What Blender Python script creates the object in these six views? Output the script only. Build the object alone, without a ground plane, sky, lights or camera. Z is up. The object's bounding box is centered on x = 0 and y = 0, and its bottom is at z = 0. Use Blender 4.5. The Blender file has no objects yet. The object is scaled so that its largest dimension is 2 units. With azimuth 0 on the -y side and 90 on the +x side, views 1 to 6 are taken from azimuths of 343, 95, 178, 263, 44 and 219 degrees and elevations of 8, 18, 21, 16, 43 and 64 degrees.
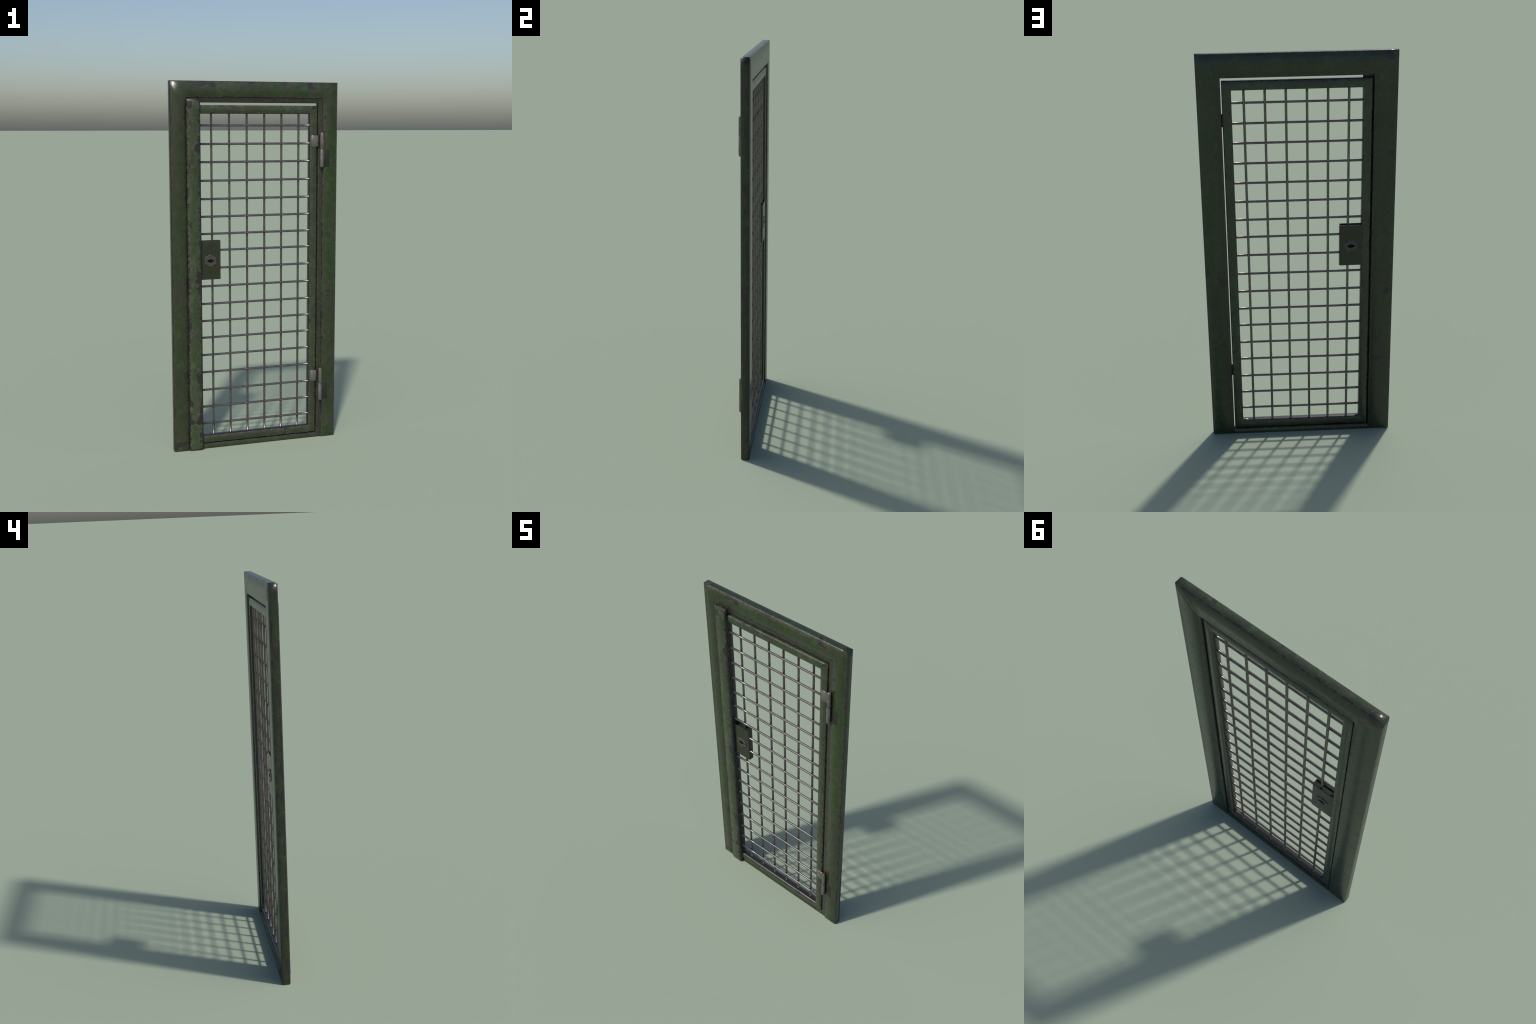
import bpy, bmesh, math, random
from mathutils import Vector

random.seed(7)
COL = bpy.context.scene.collection

# ------------------------------------------------------------------ sizes (m)
A = 0.4685            # half width of the casing
TOP = 2.0            # top of the casing
Y0, Y1 = -0.0108, 0.0313   # casing front / back
W_FACE = 0.0855       # width of the casing face
W_LIP = 0.1115        # casing face + recessed stop lip
Y_LIP = -0.0045
SILL = 0.0265        # height of the threshold
D_A, D_B, D_T = 0.3518, 0.0300, 1.8745   # door leaf half width, bottom, top
D_W = 0.0443         # stile / rail width
DY0, DY1 = -0.0095, 0.0260
ROD_R = 0.0062
ROD_YH, ROD_YV = 0.0025, 0.0145
LOCK_X0, LOCK_X1, LOCK_Z0, LOCK_Z1 = -0.3125, -0.1995, 0.9455, 1.1560
LOCK_Y0, LOCK_Y1 = -0.0065, 0.0262
KEY_X, KEY_Z = -0.2570, 1.0472
STRIP_X0, STRIP_X1 = -0.3825, -0.3085
STRIP_Y0, STRIP_Y1, STRIP_T = -0.0255, -0.0050, 1.9070

# ------------------------------------------------------------------ node helpers
class Net:
    def __init__(self, name):
        self.mat = bpy.data.materials.new(name)
        self.mat.use_nodes = True
        self.t = self.mat.node_tree
        self.t.nodes.clear()
        self.out = self.t.nodes.new("ShaderNodeOutputMaterial")
        self.bsdf = self.t.nodes.new("ShaderNodeBsdfPrincipled")
        self.t.links.new(self.bsdf.outputs[0], self.out.inputs[0])
        tc = self.t.nodes.new("ShaderNodeTexCoord")
        self.P = tc.outputs["Object"]
        sep = self.t.nodes.new("ShaderNodeSeparateXYZ")
        self.t.links.new(self.P, sep.inputs[0])
        self.x, self.y, self.z = sep.outputs

    def put(self, sock, v):
        if isinstance(v, (int, float)):
            sock.default_value = v
        elif isinstance(v, (tuple, list)):
            sock.default_value = tuple(v) + ((1,) if len(v) == 3 and len(sock.default_value) == 4 else ())
        else:
            self.t.links.new(v, sock)

    def m(self, op, a, b=0.0, c=0.0, clamp=False):
        n = self.t.nodes.new("ShaderNodeMath")
        n.operation = op
        n.use_clamp = clamp
        for s, v in zip(n.inputs, (a, b, c)):
            self.put(s, v)
        return n.outputs[0]

    def noise(self, scale, detail=4, rough=0.55, stretch=(1, 1, 1), off=(0, 0, 0), dist=0.0):
        mp = self.t.nodes.new("ShaderNodeMapping")
        self.t.links.new(self.P, mp.inputs[0])
        mp.inputs["Scale"].default_value = stretch
        mp.inputs["Location"].default_value = off
        n = self.t.nodes.new("ShaderNodeTexNoise")
        self.t.links.new(mp.outputs[0], n.inputs["Vector"])
        n.inputs["Scale"].default_value = scale
        n.inputs["Detail"].default_value = detail
        n.inputs["Roughness"].default_value = rough
        n.inputs["Distortion"].default_value = dist
        return n.outputs["Fac"]

    def step(self, v, lo, hi, to0=0.0, to1=1.0):
        n = self.t.nodes.new("ShaderNodeMapRange")
        n.interpolation_type = 'SMOOTHSTEP'
        for s, q in zip(n.inputs[:5], (v, lo, hi, to0, to1)):
            self.put(s, q)
        return n.outputs[0]

    def mix(self, f, a, b):
        n = self.t.nodes.new("ShaderNodeMix")
        n.data_type = 'RGBA'
        self.put(n.inputs[0], f)
        self.put(n.inputs[6], a)
        self.put(n.inputs[7], b)
        return n.outputs[2]

    def inset(self, a, cx, b, cz):
        """distance inwards from the outline of a rectangle lying in the xz plane"""
        dx = self.m('SUBTRACT', a, self.m('ABSOLUTE', self.m('SUBTRACT', self.x, cx)))
        dz = self.m('SUBTRACT', b, self.m('ABSOLUTE', self.m('SUBTRACT', self.z, cz)))
        return self.m('MINIMUM', dx, dz)

    def edge_distance(self, w, edges):
        """distance to the nearest long edge; an edge is (inset, y)"""
        best = None
        for ew, ey in edges:
            dw = self.m('SUBTRACT', w, ew)
            dy = self.m('SUBTRACT', self.y, ey)
            d = self.m('SQRT', self.m('ADD', self.m('MULTIPLY', dw, dw), self.m('MULTIPLY', dy, dy)))
            best = d if best is None else self.m('MINIMUM', best, d)
        return best

    def bump(self, h, strength, dist):
        n = self.t.nodes.new("ShaderNodeBump")
        n.inputs["Strength"].default_value = strength
        n.inputs["Distance"].default_value = dist
        self.put(n.inputs["Height"], h)
        self.put(self.bsdf.inputs["Normal"], n.outputs[0])

    def finish(self, col, rough, metal, spec=0.5):
        b = self.bsdf
        self.put(b.inputs["Base Color"], col)
        self.put(b.inputs["Roughness"], rough)
        self.put(b.inputs["Metallic"], metal)
        b.inputs["Specular IOR Level"].default_value = spec
        return self.mat


STEEL = (0.026, 0.0235, 0.0235)

def painted(name, rect, edges, green, dull, pale, wear=1.0, grime=0.5, off=(0, 0, 0), big=0.5,
            chips=(), back_chips=(), sides=0.0, lip=None, scratches=1.0, inner=None, rubbed=None):
    n = Net(name)
    w = n.inset(*rect)
    d = n.edge_distance(w, edges)
    jag = n.noise(48, 6, 0.66, off=off)
    slow = n.noise(7.5, 3, 0.5, off=(off[0] + 3.1, 1.7, off[2]))
    # bare metal creeping in from the edges, in places as broad tongues
    reach = n.m('ADD', n.m('MULTIPLY', n.step(jag, 0.42, 0.70), 0.010 * wear),
                n.m('MULTIPLY', n.step(slow, 0.52, 0.68), n.m('MULTIPLY', n.step(jag, 0.36, 0.60), 0.013 * wear)))
    reach = n.m('ADD', reach, 0.0008)
    if rubbed is not None:
        # one long edge is rubbed harder than the others
        reach = n.m('ADD', reach, n.m('MULTIPLY', n.step(n.x, rubbed, rubbed + 0.02), n.step(jag, 0.30, 0.62, 0.002, 0.009)))
    if sides:
        # the narrow outer sides are rubbed bare over much of their depth
        # (from the back arris on the hinge side, from the front one on the lock side)
        on_side = n.step(n.m('SUBTRACT', A, n.m('ABSOLUTE', n.x)), 0.002, 0.005, 1.0, 0.0)
        across = n.m('MULTIPLY', n.m('SIGN', n.x), n.m('SUBTRACT', n.y, (Y0 + Y1) / 2))
        across = n.m('SUBTRACT', (Y1 - Y0) / 2, across)
        lobe = n.m('ADD', n.m('MULTIPLY', n.m('SUBTRACT', jag, 0.5), 0.050),
                   n.m('MULTIPLY', n.m('SUBTRACT', n.noise(11, 3, 0.5, off=(2, 0, 4)), 0.5), 0.080))
        rub = n.step(n.m('SUBTRACT', n.m('SUBTRACT', across, sides), lobe), -0.0006, 0.0006, 1.0, 0.0)
        side_bare = n.m('MULTIPLY', on_side, rub)
    e = n.m('SUBTRACT', d, reach)
    edge = n.step(e, -0.0005, 0.0005, 1.0, 0.0)
    if sides:
        edge = n.m('MAXIMUM', edge, side_bare)
    # broad flakes, more of them near an edge
    fl = n.noise(12, 5, 0.55, off=(off[0] + 7.7, 0, off[2] + 2.2), dist=0.5)
    fl = n.m('ADD', fl, n.step(d, 0.0, 0.030, 0.07, 0.0))
    lim = 0.745 - 0.07 * big
    flake = n.step(fl, lim, lim + 0.008)
    halo_c = n.step(fl, lim - 0.030, lim)
    # single large chips where the paint has come off
    warp = n.m('MULTIPLY', n.m('SUBTRACT', n.noise(30, 6, 0.62, off=(off[0], 6, 3), dist=0.4), 0.52), 5.0)
    for group, front in ((chips, True), (back_chips, False)):
        if not group:
            continue
        best = None
        for cx, cz, rx, rz in group:
            ux = n.m('DIVIDE', n.m('SUBTRACT', n.x, cx), rx)
            uz = n.m('DIVIDE', n.m('SUBTRACT', n.z, cz), rz)
            q = n.m('SQRT', n.m('ADD', n.m('MULTIPLY', ux, ux), n.m('MULTIPLY', uz, uz)))
            best = q if best is None else n.m('MINIMUM', best, q)
        best = n.m('ADD', best, warp)
        face = n.m('LESS_THAN' if front else 'GREATER_THAN', n.y, 0.010)
        flake = n.m('MAXIMUM', flake, n.m('MULTIPLY', face, n.step(best, 0.86, 0.94, 1.0, 0.0)))
        halo_c = n.m('MAXIMUM', halo_c, n.m('MULTIPLY', face, n.step(best, 0.9, 1.5, 1.0, 0.0)))
    # pin holes and pits, in clusters
    clus = n.noise(8, 2, 0.5, off=(off[0] + 5.5, 2.0, 1.0))
    boost = n.step(clus, 0.38, 0.70, -0.05, 0.09)
    pit = n.m('ADD', n.noise(95, 3, 0.6, off=(off[0], 4.0, off[2])), boost)
    fine = n.m('ADD', n.noise(210, 2, 0.5, off=(off[0], 1.0, off[2])), n.m('MULTIPLY', boost, 0.6))
    pits = n.m('MAXIMUM', n.step(pit, 0.655, 0.675), n.step(fine, 0.665, 0.69))
    bare = n.m('MAXIMUM', n.m('MAXIMUM', edge, flake), pits)
    if inner is not None:
        # the faces inside the opening have lost nearly all their paint
        gone = n.step(n.m('ADD', w, n.m('MULTIPLY', n.m('SUBTRACT', jag, 0.5), 0.004)), inner - 0.003, inner - 0.0015)
        bare = n.m('MAXIMUM', bare, gone)
    # pale fringe of thinned paint round the chips
    halo = n.m('MAXIMUM', n.step(e, 0.0, 0.007, 1.0, 0.0), halo_c)
    halo = n.m('MULTIPLY', halo, n.step(n.noise(70, 5, 0.65, off=(1, off[1], 9)), 0.42, 0.60))
    # paint: clear green islands in a duller, thinner ground
    isl = n.noise(12, 4, 0.6, stretch=(1.5, 1.0, 0.55), off=off)
    fade = n.step(d, 0.003, 0.034)
    isl = n.m('MULTIPLY', n.step(isl, 0.38, 0.58), n.m('ADD', 0.25, n.m('MULTIPLY', fade, 0.75)))
    col = n.mix(isl, dull, green)
    mott = n.noise(30, 6, 0.62, off=(0, 3, off[2]))
    col = n.mix(n.step(mott, 0.46, 0.70, 0.0, 0.40), col, pale)
    col = n.mix(n.step(n.noise(26, 5, 0.65, off=(off[0], 7, 1)), 0.52, 0.70, 0.0, 0.5), col,
                tuple(c * 0.70 for c in green))
    soil = n.noise(4.5, 4, 0.6, stretch=(1, 1, 0.5), off=(off[0] + 2, 5, 1))
    soil = n.step(soil, 0.42, 0.64, 0.0, grime)
    if lip is not None:
        soil = n.m('MAXIMUM', soil, n.step(w, lip, lip + 0.002, 0.0, 0.75))
    col = n.mix(soil, col, (0.025, 0.0215, 0.0135))
    col = n.mix(n.m('MULTIPLY', halo, 0.75), col, pale)
    # a few light scuffs drawn out along the height
    sc = n.noise(100, 3, 0.5, stretch=(1.0, 1.0, 0.28), off=(2, off[0], 6))
    sc2 = n.noise(7, 2, 0.5, off=(off[0] + 1, 8, 2))
    scuff = n.m('MULTIPLY', n.step(sc, 0.66, 0.72), n.step(sc2, 0.50, 0.60))
    col = n.mix(n.m('MULTIPLY', scuff, 0.6 * scratches), col, (0.13, 0.13, 0.09))
    rust = n.m('MULTIPLY', n.step(n.noise(28, 4, 0.6, off=(9, 9, off[2])), 0.58, 0.72), 0.5)
    steel = n.mix(rust, STEEL, (0.060, 0.029, 0.016))
    col = n.mix(bare, col, steel)
    rough = n.m('ADD', n.step(mott, 0.35, 0.7, 0.25, 0.32), n.m('MULTIPLY', bare, 0.02))
    n.bump(n.m('MULTIPLY', bare, -1.0), 0.22, 0.0010)
    return n.finish(col, rough, n.m('MULTIPLY', bare, 0.2), 0.5)


def steel_material(name, base, tint, rust_amt, rough=0.36, metal=0.75):
    n = Net(name)
    a = n.noise(30, 4, 0.6)
    b = n.noise(45, 3, 0.5, off=(3, 1, 2))
    r = n.noise(17, 5, 0.62, off=(5, 2, 8))
    col = n.mix(n.step(a, 0.35, 0.68), base, tint)
    col = n.mix(n.step(b, 0.48, 0.70, 0.0, 0.35), col, tuple(c * 1.35 for c in base))
    col = n.mix(n.m('MULTIPLY', n.step(r, 0.60, 0.70), rust_amt), col, (0.20, 0.075, 0.030))
    return n.finish(col, n.step(a, 0.3, 0.7, rough - 0.04, rough + 0.05), metal)


def plain(name, col, rough, metal=0.0, spec=0.5):
    n = Net(name)
    b = n.noise(70, 4, 0.6)
    c = n.mix(n.step(b, 0.3, 0.7), tuple(v * 0.8 for v in col), tuple(v * 1.2 for v in col))
    return n.finish(c, rough, metal, spec)


# paint tones
G_FRAME, D_FRAME, P_FRAME = (0.0150, 0.0400, 0.0050), (0.032, 0.038, 0.020), (0.064, 0.072, 0.050)
G_DOOR, D_DOOR, P_DOOR = (0.023, 0.047, 0.012), (0.038, 0.046, 0.025), (0.086, 0.095, 0.070)
G_STRIP, D_STRIP, P_STRIP = (0.028, 0.055, 0.014), (0.048, 0.059, 0.032), (0.096, 0.107, 0.080)

FRAME_CHIPS = [(-0.302, 1.976, 0.020, 0.008), (-0.271, 1.986, 0.023, 0.007), (-0.240, 1.974, 0.023, 0.009),
               (0.312, 1.979, 0.028, 0.021), (0.402, 1.820, 0.011, 0.015), (-0.420, 0.035, 0.021, 0.025),
               (0.420, 0.845, 0.016, 0.009), (-0.459, 0.025, 0.011, 0.020), (-0.397, 0.408, 0.013, 0.027)]
FRAME_BACK_CHIPS = [(-0.433, 1.970, 0.020, 0.023), (-0.442, 1.515, 0.020, 0.014), (-0.447, 1.651, 0.007, 0.009),
                    (0.393, 1.517, 0.009, 0.008), (0.385, 0.876, 0.028, 0.023), (-0.441, 0.802, 0.023, 0.021),
                    (-0.413, 0.423, 0.032, 0.012), (0.458, 0.926, 0.014, 0.021), (-0.423, 0.390, 0.026, 0.008),
                    (-0.386, 0.540, 0.020, 0.008)]
STRIP_CHIPS = [(-0.368, 1.877, 0.015, 0.019), (-0.324, 1.646, 0.015, 0.027), (-0.369, 1.247, 0.007, 0.015),
               (-0.324, 0.942, 0.024, 0.033), (-0.322, 0.403, 0.020, 0.033), (-0.323, 0.168, 0.017, 0.040),
               (-0.370, 0.162, 0.012, 0.017), (-0.322, 0.088, 0.011, 0.020)]

M_FRAME = painted("frame_paint", (A, 0.0, TOP, 0.0),
                  [(0, Y0), (0, Y1), (W_FACE, Y0), (W_LIP, Y_LIP), (W_LIP, Y1)],
                  G_FRAME, D_FRAME, P_FRAME, wear=0.80, grime=0.40, off=(0.4, 0, 0.9), big=0.4,
                  chips=FRAME_CHIPS, back_chips=FRAME_BACK_CHIPS, sides=0.014, lip=W_FACE)
M_SILL = painted("threshold_paint", (A, 0.0, 1.0, -1.0 + SILL),
                 [(0, Y_LIP), (0, Y1)], G_FRAME, D_FRAME, P_FRAME, wear=0.9, grime=0.5, off=(4.4, 0, 2.0), big=0.5)
DZ = (D_B + D_T) / 2
M_DOOR = painted("door_paint", (D_A, 0.0, (D_T - D_B) / 2, DZ),
                 [(0, DY0), (0, DY1), (D_W, DY0), (D_W, DY1)],
                 G_DOOR, D_DOOR, P_DOOR, wear=0.62, grime=0.35, off=(1.2, 0, 5.1), big=0.5, inner=D_W)
M_STRIP = painted("strip_paint", ((STRIP_X1 - STRIP_X0) / 2, (STRIP_X0 + STRIP_X1) / 2, STRIP_T / 2, STRIP_T / 2),
                  [(0, STRIP_Y0), (0, STRIP_Y1)], G_STRIP, D_STRIP, P_STRIP, wear=1.15, grime=0.25, off=(2.7, 0, 3.3), big=0.5,
                  chips=STRIP_CHIPS, rubbed=(STRIP_X0 + STRIP_X1) / 2)
M_LOCK = painted("lock_paint", ((LOCK_X1 - LOCK_X0) / 2 + 0.02, (LOCK_X0 + LOCK_X1) / 2 - 0.02,
                                (LOCK_Z1 - LOCK_Z0) / 2, (LOCK_Z0 + LOCK_Z1) / 2),
                 [(0, LOCK_Y0), (0, LOCK_Y1)], (0.014, 0.027, 0.007), (0.022, 0.024, 0.014),  # greens darkened below the frame's for ambient occlusion around the lock
                 (0.040, 0.044, 0.030), wear=0.5, grime=0.4, off=(6.1, 0, 7.0), big=0.2, scratches=0.5)
M_ROD = steel_material("rod_steel", (0.165, 0.152, 0.150), (0.130, 0.108, 0.100), 0.35, rough=0.27)
M_HINGE = steel_material("hinge_steel", (0.165, 0.158, 0.148), (0.130, 0.115, 0.103), 0.55, rough=0.30, metal=0.45)
M_RUSTPIN = steel_material("rusty_pin_steel", (0.20, 0.085, 0.040), (0.14, 0.062, 0.034), 0.6, rough=0.30, metal=0.6)
M_HEX = steel_material("escutcheon_steel", (0.062, 0.058, 0.055), (0.050, 0.044, 0.040), 0.25, rough=0.40, metal=0.15)
M_HOLE = plain("keyhole_dark", (0.005, 0.005, 0.005), 0.9, 0.0, 0.1)
M_PLATE = plain("hinge_dark_brown", (0.016, 0.014, 0.010), 0.45, 0.0)

# ------------------------------------------------------------------ mesh helpers
def new_object(name, bm, mat, parent=None, flat=False, sharp_deg=60, keep_smooth=None):
    bmesh.ops.recalc_face_normals(bm, faces=bm.faces)
    lim = math.radians(sharp_deg)
    for f in bm.faces:
        f.smooth = not flat
    for ed in bm.edges:
        if len(ed.link_faces) == 2 and ed.calc_face_angle(0) > lim:
            if not (keep_smooth and keep_smooth(ed)):
                ed.smooth = False
    me = bpy.data.meshes.new(name)
    bm.to_mesh(me)
    bm.free()
    me.materials.append(mat)
    ob = bpy.data.objects.new(name, me)
    COL.objects.link(ob)
    ob.parent = parent
    return ob


def chamfered(points, cuts):
    """closed profile; every corner gets its own chamfer (0 keeps it sharp)"""
    out = []
    n = len(points)
    for i, (p, c) in enumerate(zip(points, cuts)):
        p = Vector(p)
        if c <= 0:
            out.append(p)
            continue
        a = (Vector(points[i - 1]) - p).normalized()
        b = (Vector(points[(i + 1) % n]) - p).normalized()
        out += [p + a * c, p + b * c]
    return out


def sweep(profile, stations, closed):
    """profile of (w, y); a station maps w to an (x, z) point"""
    bm = bmesh.new()
    rings = []
    for st in stations:
        ring = []
        for w, y in profile:
            x, z = st(w)
            ring.append(bm.verts.new((x, y, z)))
        rings.append(ring)
    k = len(profile)
    cnt = len(rings)
    for i in range(cnt if closed else cnt - 1):
        r0, r1 = rings[i], rings[(i + 1) % cnt]
        for j in range(k):
            bm.faces.new((r0[j], r0[(j + 1) % k], r1[(j + 1) % k], r1[j]))
    if not closed:
        bm.faces.new(rings[0])
        bm.faces.new(rings[-1])
    return bm


def prism(outline, h0, h1, axis, cut=0.0, both=False, segs=1):
    """closed outline extruded along an axis ('y' from xz points, 'z' from xy points)"""
    bm = bmesh.new()
    def P(p, h):
        return (p[0], h, p[1]) if axis == 'y' else (p[0], p[1], h)
    lo = [bm.verts.new(P(p, h0)) for p in outline]
    hi = [bm.verts.new(P(p, h1)) for p in outline]
    n = len(outline)
    fl = bm.faces.new(lo)
    fh = bm.faces.new(hi)
    for i in range(n):
        bm.faces.new((lo[i], lo[(i + 1) % n], hi[(i + 1) % n], hi[i]))
    bmesh.ops.recalc_face_normals(bm, faces=bm.faces)
    if cut:
        eds = list(fl.edges) + (list(fh.edges) if both else [])
        bmesh.ops.bevel(bm, geom=eds, offset=cut, segments=segs, affect='EDGES', profile=0.5)
    return bm


def lathe(profile, cx, cy, seg=20):
    """profile of (radius, z) turned about a vertical axis"""
    bm = bmesh.new()
    rings = []
    for r, z in profile:
        if r <= 1e-6:
            rings.append([bm.verts.new((cx, cy, z))])
        else:
            rings.append([bm.verts.new((cx + r * math.cos(2 * math.pi * i / seg),
                                        cy + r * math.sin(2 * math.pi * i / seg), z)) for i in range(seg)])
    for r0, r1 in zip(rings, rings[1:]):
        for i in range(seg):
            j = (i + 1) % seg
            q = [r0[i % len(r0)], r0[j % len(r0)], r1[j % len(r1)], r1[i % len(r1)]]
            q = list(dict.fromkeys(q))
            if len(q) > 2:
                bm.faces.new(q)
    return bm

# ------------------------------------------------------------------ the thing
gate = bpy.data.objects.new("security_gate", None)
COL.objects.link(gate)
gate["label"] = "worn green metal mesh door in a steel frame"
gate["category"] = "metal gate"

# casing: stepped profile carried up one jamb, across the head, down the other
RING = 0.040
prof = chamfered([(0, Y0), (0, Y1), (W_LIP, Y1), (W_LIP, Y_LIP), (W_FACE, Y_LIP), (W_FACE, Y0)],
                 [0.0055, 0.0035, 0.003, 0.0015, 0, 0.0025])
stations = [
    lambda w: (-A + w, 0.0),
    lambda w: (-A + w, TOP - w - RING),
    lambda w: (-A + w, TOP - w),
    lambda w: (-A + w + RING, TOP - w),
    lambda w: (A - w - RING, TOP - w),
    lambda w: (A - w, TOP - w),
    lambda w: (A - w, TOP - w - RING),
    lambda w: (A - w, 0.0),
]
def outer_mitre(ed):
    return all(abs(abs(v.co.x) - A) < 0.008 and v.co.z > TOP - 0.008 for v in ed.verts)
frame = new_object("frame", sweep(prof, stations, False), M_FRAME, gate, keep_smooth=outer_mitre)
# the rounded arris: the shading of the face leans over towards its outer edges
me = frame.data
lean = [Vector(c.vector) for c in me.corner_normals]
for li, lp in enumerate(me.loops):
    co = me.vertices[lp.vertex_index].co
    if abs(co.y - Y0) < 1e-5 and lean[li].y < -0.5:
        on_side, on_top = A - abs(co.x), TOP - co.z
        if min(on_side, on_top) < 0.008:
            out = Vector((0, 0, 0))
            if on_side < 0.008:
                out.x = math.copysign(0.48, co.x)
            if on_top < 0.008:
                out.z = 0.52
            lean[li] = (Vector((0, -1, 0)) + out).normalized()
me.normals_split_custom_set(lean)

# threshold bar between the jambs
sp = chamfered([(Y_LIP, 0.0), (Y1, 0.0), (Y1, SILL), (Y_LIP, SILL)], [0, 0, 0.003, 0.002])
bm = bmesh.new()
xs = A - W_LIP - 0.0002
l = [bm.verts.new((-xs, p[0], p[1])) for p in sp]
r = [bm.verts.new((xs, p[0], p[1])) for p in sp]
bm.faces.new(l); bm.faces.new(r)
for i in range(len(sp)):
    j = (i + 1) % len(sp)
    bm.faces.new((l[i], l[j], r[j], r[i]))
new_object("threshold", bm, M_SILL, gate)

# door leaf: four mitred hollow sections
dp = chamfered([(0, DY0), (0, DY1), (D_W, DY1), (D_W, DY0)], [0.0050, 0.0050, 0.004, 0.005])
corners = [(-1, D_B, 1), (-1, D_T, -1), (1, D_T, -1), (1, D_B, 1)]
def door_station(sx, z, sz, ox=0.0, oz=0.0):
    return lambda w: (sx * (D_A - w - ox), z + sz * (w + oz))
st = []
R2 = 0.03
for i, (sx, z, sz) in enumerate(corners):
    a, b = door_station(sx, z, sz, oz=R2), door_station(sx, z, sz, ox=R2)
    mid = door_station(sx, z, sz)
    st += [b, mid, a] if i % 2 == 0 else [a, mid, b]
def door_mitre(ed):
    return all(abs(abs(v.co.x) - D_A) < 0.008 for v in ed.verts)
door = new_object("door", sweep(dp, st, True), M_DOOR, gate, keep_smooth=door_mitre)

# closing strip over the gap on the lock side
cx, hw = (STRIP_X0 + STRIP_X1) / 2, (STRIP_X1 - STRIP_X0) / 2
bm = prism([(STRIP_X0, 0.0005), (STRIP_X1, 0.0005), (STRIP_X1, STRIP_T), (STRIP_X0, STRIP_T)],
           STRIP_Y0, STRIP_Y1, 'y', cut=0.0050)
for zc in (0.022, STRIP_T - 0.022):
    bmesh.ops.bisect_plane(bm, geom=bm.verts[:] + bm.edges[:] + bm.faces[:], plane_co=(0, 0, zc), plane_no=(0, 0, 1))
new_object("closing_strip", bm, M_STRIP, door)

# wire mesh: rods laid across each other
def rod_mesh(name, axis, lo, hi, ring_lo, ring_hi, flare_lo, flare_hi):
    bm = bmesh.new()
    seg = 12
    ends = [lo, ring_lo, ring_hi, hi]
    rings = []
    for e in ends:
        ring = []
        for i in range(seg):
            a = 2 * math.pi * i / seg
            u, v = ROD_R * math.cos(a), ROD_R * math.sin(a)
            ring.append(bm.verts.new((e, u, v) if axis == 'x' else (u, v, e)))
        rings.append(ring)
    for r0, r1 in zip(rings, rings[1:]):
        for i in range(seg):
            f = bm.faces.new((r0[i], r0[(i + 1) % seg], r1[(i + 1) % seg], r1[i]))
            f.smooth = True
    bm.faces.new(rings[0]); bm.faces.new(rings[-1])
    bmesh.ops.recalc_face_normals(bm, faces=bm.faces)
    me = bpy.data.meshes.new(name)
    bm.to_mesh(me)
    bm.free()
    # welded ends: the shading flares into the stile
    normals = []
    k = 0 if axis == 'x' else 2
    for v in me.vertices:
        nrm = Vector(v.co)
        t = nrm[k]
        nrm[k] = 0
        nrm.normalize()
        if abs(t - lo) < 1e-5:
            nrm[k] = flare_lo
        elif abs(t - hi) < 1e-5:
            nrm[k] = -flare_hi
        normals.append(nrm.normalized())
    me.normals_split_custom_set_from_vertices(normals)
    me.materials.append(M_ROD)
    return me

inner = D_A - D_W
h_mesh = rod_mesh("rod_across", 'x', -inner - 0.004, inner + 0.004, -0.195, 0.250, 0.75, 0.45)
z_lo, z_hi = D_B + D_W - 0.004, D_T - D_W + 0.004
v_mesh = rod_mesh("rod_upright", 'z', z_lo, z_hi, 0.141, 1.770, 0.85, 0.85)
h_short = rod_mesh("rod_across_short", 'x', LOCK_X1 - 0.003, inner + 0.004, -0.145, 0.250, 0.2, 0.45)
H_Z = [1.7690, 1.6718, 1.5762, 1.4777, 1.3800, 1.2855, 1.1930, 1.1037, 1.0075,
       0.9082, 0.8116, 0.7170, 0.6245, 0.5275, 0.4312, 0.3315, 0.2360, 0.1408]
V_X = [-0.2415, -0.1432, -0.0448, 0.0537, 0.1516, 0.2499]
for z in H_Z:
    ob = bpy.data.objects.new("mesh_rod", h_short if LOCK_Z0 < z < LOCK_Z1 else h_mesh)
    COL.objects.link(ob)
    ob.location = (0, ROD_YH + random.uniform(-0.0004, 0.0004), z)
    ob.parent = door
for x in V_X:
    ob = bpy.data.objects.new("mesh_rod", v_mesh)
    COL.objects.link(ob)
    ob.location = (x, ROD_YV + random.uniform(-0.0004, 0.0004), 0)
    ob.parent = door

# lock case: folded sheet channel, open above and below
th, rr = 0.0034, 0.0045
def fold(x1, y0, y1, r, n=4):
    pts = [(LOCK_X0, y0)]
    for i in range(n + 1):
        a = -math.pi / 2 + (math.pi / 2) * i / n
        pts.append((x1 - r + r * math.cos(a), y0 + r + r * math.sin(a)))
    for i in range(n + 1):
        a = (math.pi / 2) * i / n
        pts.append((x1 - r + r * math.cos(a), y1 - r + r * math.sin(a)))
    pts.append((LOCK_X0, y1))
    return pts
outer = fold(LOCK_X1, LOCK_Y0, LOCK_Y1, rr)
innr = fold(LOCK_X1 - th, LOCK_Y0 + th, LOCK_Y1 - th, rr - th * 0.6)
bm = bmesh.new()
def col_v(p, z):
    return bm.verts.new((p[0], p[1], z))
o0, o1 = [col_v(p, LOCK_Z0) for p in outer], [col_v(p, LOCK_Z1) for p in outer]
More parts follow.
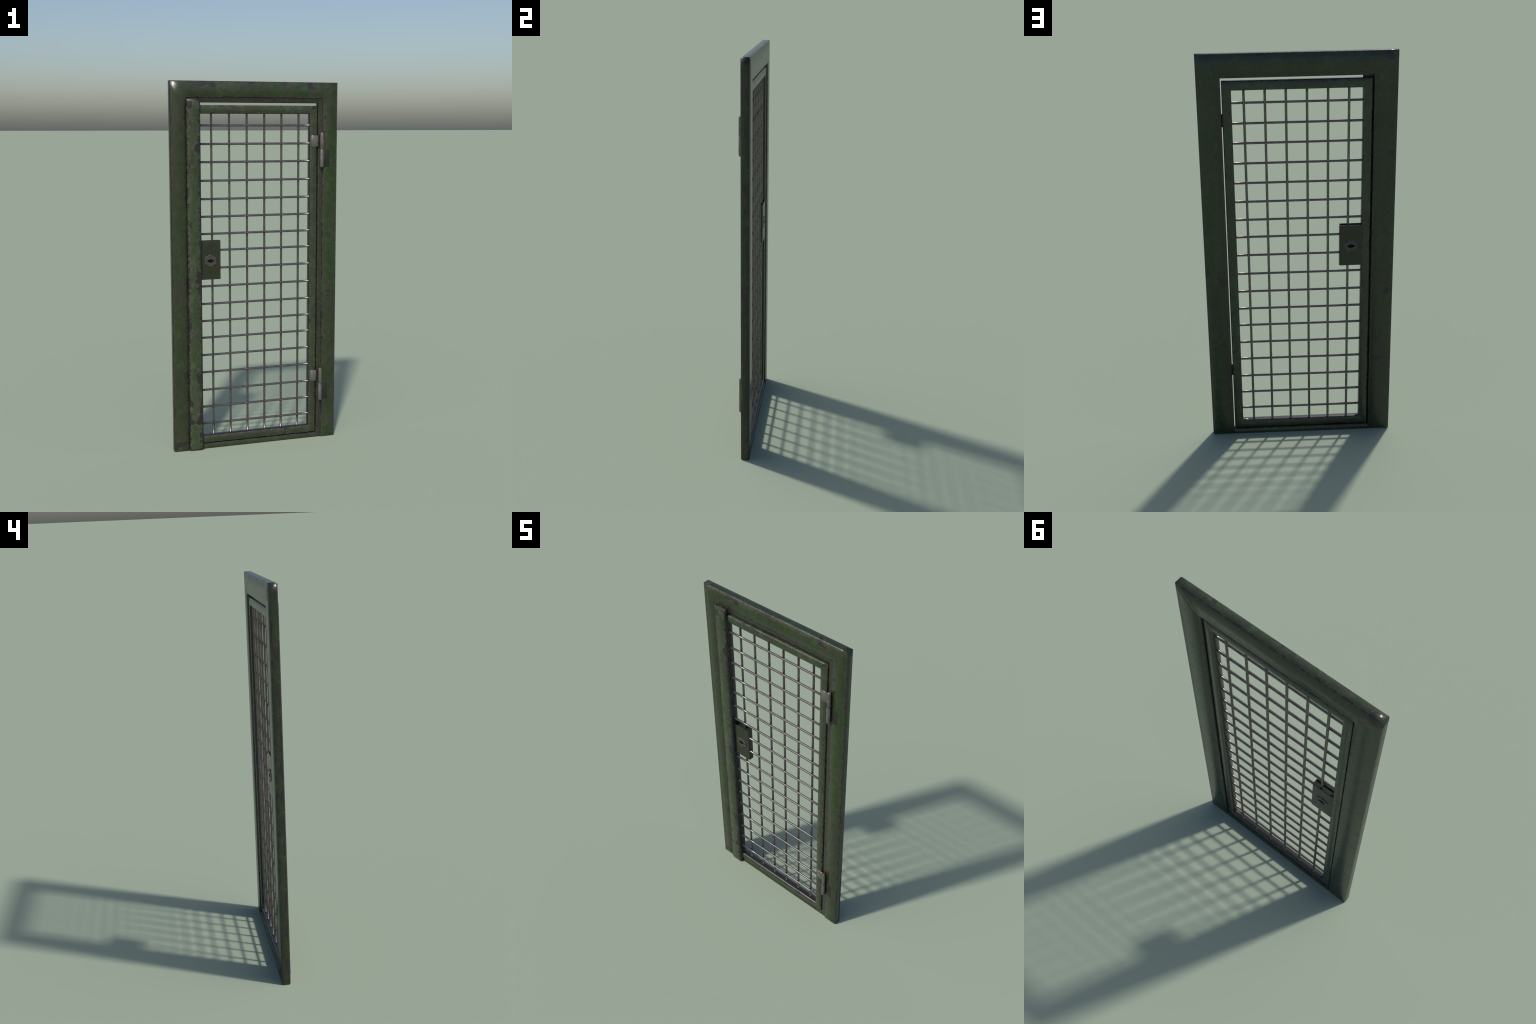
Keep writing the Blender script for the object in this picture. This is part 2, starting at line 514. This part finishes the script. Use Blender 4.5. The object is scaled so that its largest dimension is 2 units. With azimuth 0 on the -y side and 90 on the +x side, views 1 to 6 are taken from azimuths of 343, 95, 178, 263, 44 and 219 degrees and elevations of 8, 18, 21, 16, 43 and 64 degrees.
i0, i1 = [col_v(p, LOCK_Z0) for p in innr], [col_v(p, LOCK_Z1) for p in innr]
k = len(outer)
for i in range(k - 1):
    bm.faces.new((o0[i], o0[i + 1], o1[i + 1], o1[i]))
    bm.faces.new((i0[i], i1[i], i1[i + 1], i0[i + 1]))
    bm.faces.new((o0[i], i0[i], i0[i + 1], o0[i + 1]))
    bm.faces.new((o1[i], o1[i + 1], i1[i + 1], i1[i]))
bm.faces.new((o0[0], o1[0], i1[0], i0[0]))
bm.faces.new((o0[-1], i0[-1], i1[-1], o1[-1]))
lock = new_object("lock_case", bm, M_LOCK, door, sharp_deg=40)
# plates closing the channel a little below its rims
for z0, z1 in ((LOCK_Z1 - 0.013, LOCK_Z1 - 0.009), (LOCK_Z0 + 0.009, LOCK_Z0 + 0.013)):
    e = 0.0004
    bm = prism([(LOCK_X0, LOCK_Y0 + th - e), (LOCK_X1 - th + e, LOCK_Y0 + th - e),
                (LOCK_X1 - th + e, LOCK_Y1 - th + e), (LOCK_X0, LOCK_Y1 - th + e)], z0, z1, 'z')
    new_object("lock_end_plate", bm, M_LOCK, door, flat=True)

# escutcheons, rivets and keyholes on both faces
def slot_outline(s=1.0):
    pts = []
    for q in (0, 1):                       # right half, then left half
        sg = 1 if q == 0 else -1
        half = [(0.0, -0.0105), (0.0035, -0.0096), (0.0062, -0.0068), (0.0150, -0.0054), (0.0172, -0.0030),
                (0.0172, 0.0030), (0.0150, 0.0054), (0.0062, 0.0068), (0.0035, 0.0096), (0.0, 0.0105)]
        half = half[:-1] if q == 0 else half[:-1]
        pts += [(KEY_X + sg * px * s, KEY_Z + sg * pz * s) for px, pz in half]
    return pts
def hexagon(r):
    return [(KEY_X + r * math.cos(math.radians(30 + 60 * i)) * 1.07, KEY_Z + r * math.sin(math.radians(30 + 60 * i)))
            for i in range(6)]
for side in (0, 1):
    if side == 0:
        yb, yf, sg = LOCK_Y0 + 0.0005, LOCK_Y0 - 0.0030, -1
    else:
        yb, yf, sg = LOCK_Y1 - 0.0005, LOCK_Y1 + 0.0026, 1
    bm = prism(hexagon(0.0352), yf, yb, 'y', cut=0.0016)
    new_object("escutcheon", bm, M_HEX, door, sharp_deg=30)
    bm = prism(slot_outline(), yf + sg * 0.0004, yf - sg * 0.001, 'y')
    new_object("keyhole", bm, M_HOLE, door, flat=True)
    for dz in (0.0272, -0.0272):
        bm = bmesh.new()
        bmesh.ops.create_uvsphere(bm, u_segments=12, v_segments=8, radius=0.0042)
        for v in bm.verts:
            v.co = Vector((v.co.x + KEY_X, v.co.y * (0.75 if side == 0 else 0.55) + yf, v.co.z + KEY_Z + dz))
        new_object("rivet", bm, M_RUSTPIN if (side == 0 and dz < 0) else M_HEX, door)

# lift-off hinges
HX, HY, HR = 0.3745, -0.0198, 0.0115
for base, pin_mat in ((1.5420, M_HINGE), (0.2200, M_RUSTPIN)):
    hinge = new_object("hinge", lathe([(0, base), (0.0078, base), (HR - 0.0008, base + 0.004), (HR, base + 0.008),
                                       (HR, base + 0.0955), (HR - 0.0012, base + 0.0970), (0, base + 0.0970)], HX, HY),
                       M_HINGE, gate, sharp_deg=50)
    up = base + 0.0976
    new_object("knuckle", lathe([(0, up), (HR - 0.0016, up), (HR - 0.0003, up + 0.0015), (HR - 0.0003, up + 0.0845),
                                 (HR - 0.0012, up + 0.0860), (0, up + 0.0860)], HX + 0.0006, HY + 0.0002),
               M_HINGE, hinge, sharp_deg=50)
    pt = up + 0.0860
    new_object("hinge_pin", lathe([(HR - 0.0022, pt - 0.001), (HR - 0.0022, pt + 0.0018), (HR - 0.0036, pt + 0.0042),
                                   (HR - 0.0068, pt + 0.0056), (0, pt + 0.0060)], HX + 0.0006, HY + 0.0002),
               pin_mat, hinge, sharp_deg=70)
    z0, z1 = base + 0.1105, base + 0.1735
    bm = prism([(0.3165, z0), (0.3570, z0), (0.3570, z1), (0.3165, z1)], -0.0142, DY0 + 0.0005, 'y', cut=0.0030)
    new_object("hinge_leaf", bm, M_HINGE, hinge)
    bm = prism([(0.3550, z0 + 0.0005), (0.3730, z0 + 0.0005), (0.3730, z1 - 0.0005), (0.3550, z1 - 0.0005)],
               -0.0092, -0.0066, 'y')
    new_object("hinge_tab", bm, M_PLATE, hinge)
    # thin dark brown rectangle beside the lower knuckle, on the jamb face
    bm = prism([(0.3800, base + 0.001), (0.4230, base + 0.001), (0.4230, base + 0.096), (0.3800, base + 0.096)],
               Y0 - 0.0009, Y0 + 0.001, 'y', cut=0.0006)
    new_object("hinge_leaf", bm, M_PLATE, hinge)  # dark rectangle on the jamb face, crisp-edged here, with softer right and lower edges in the photo
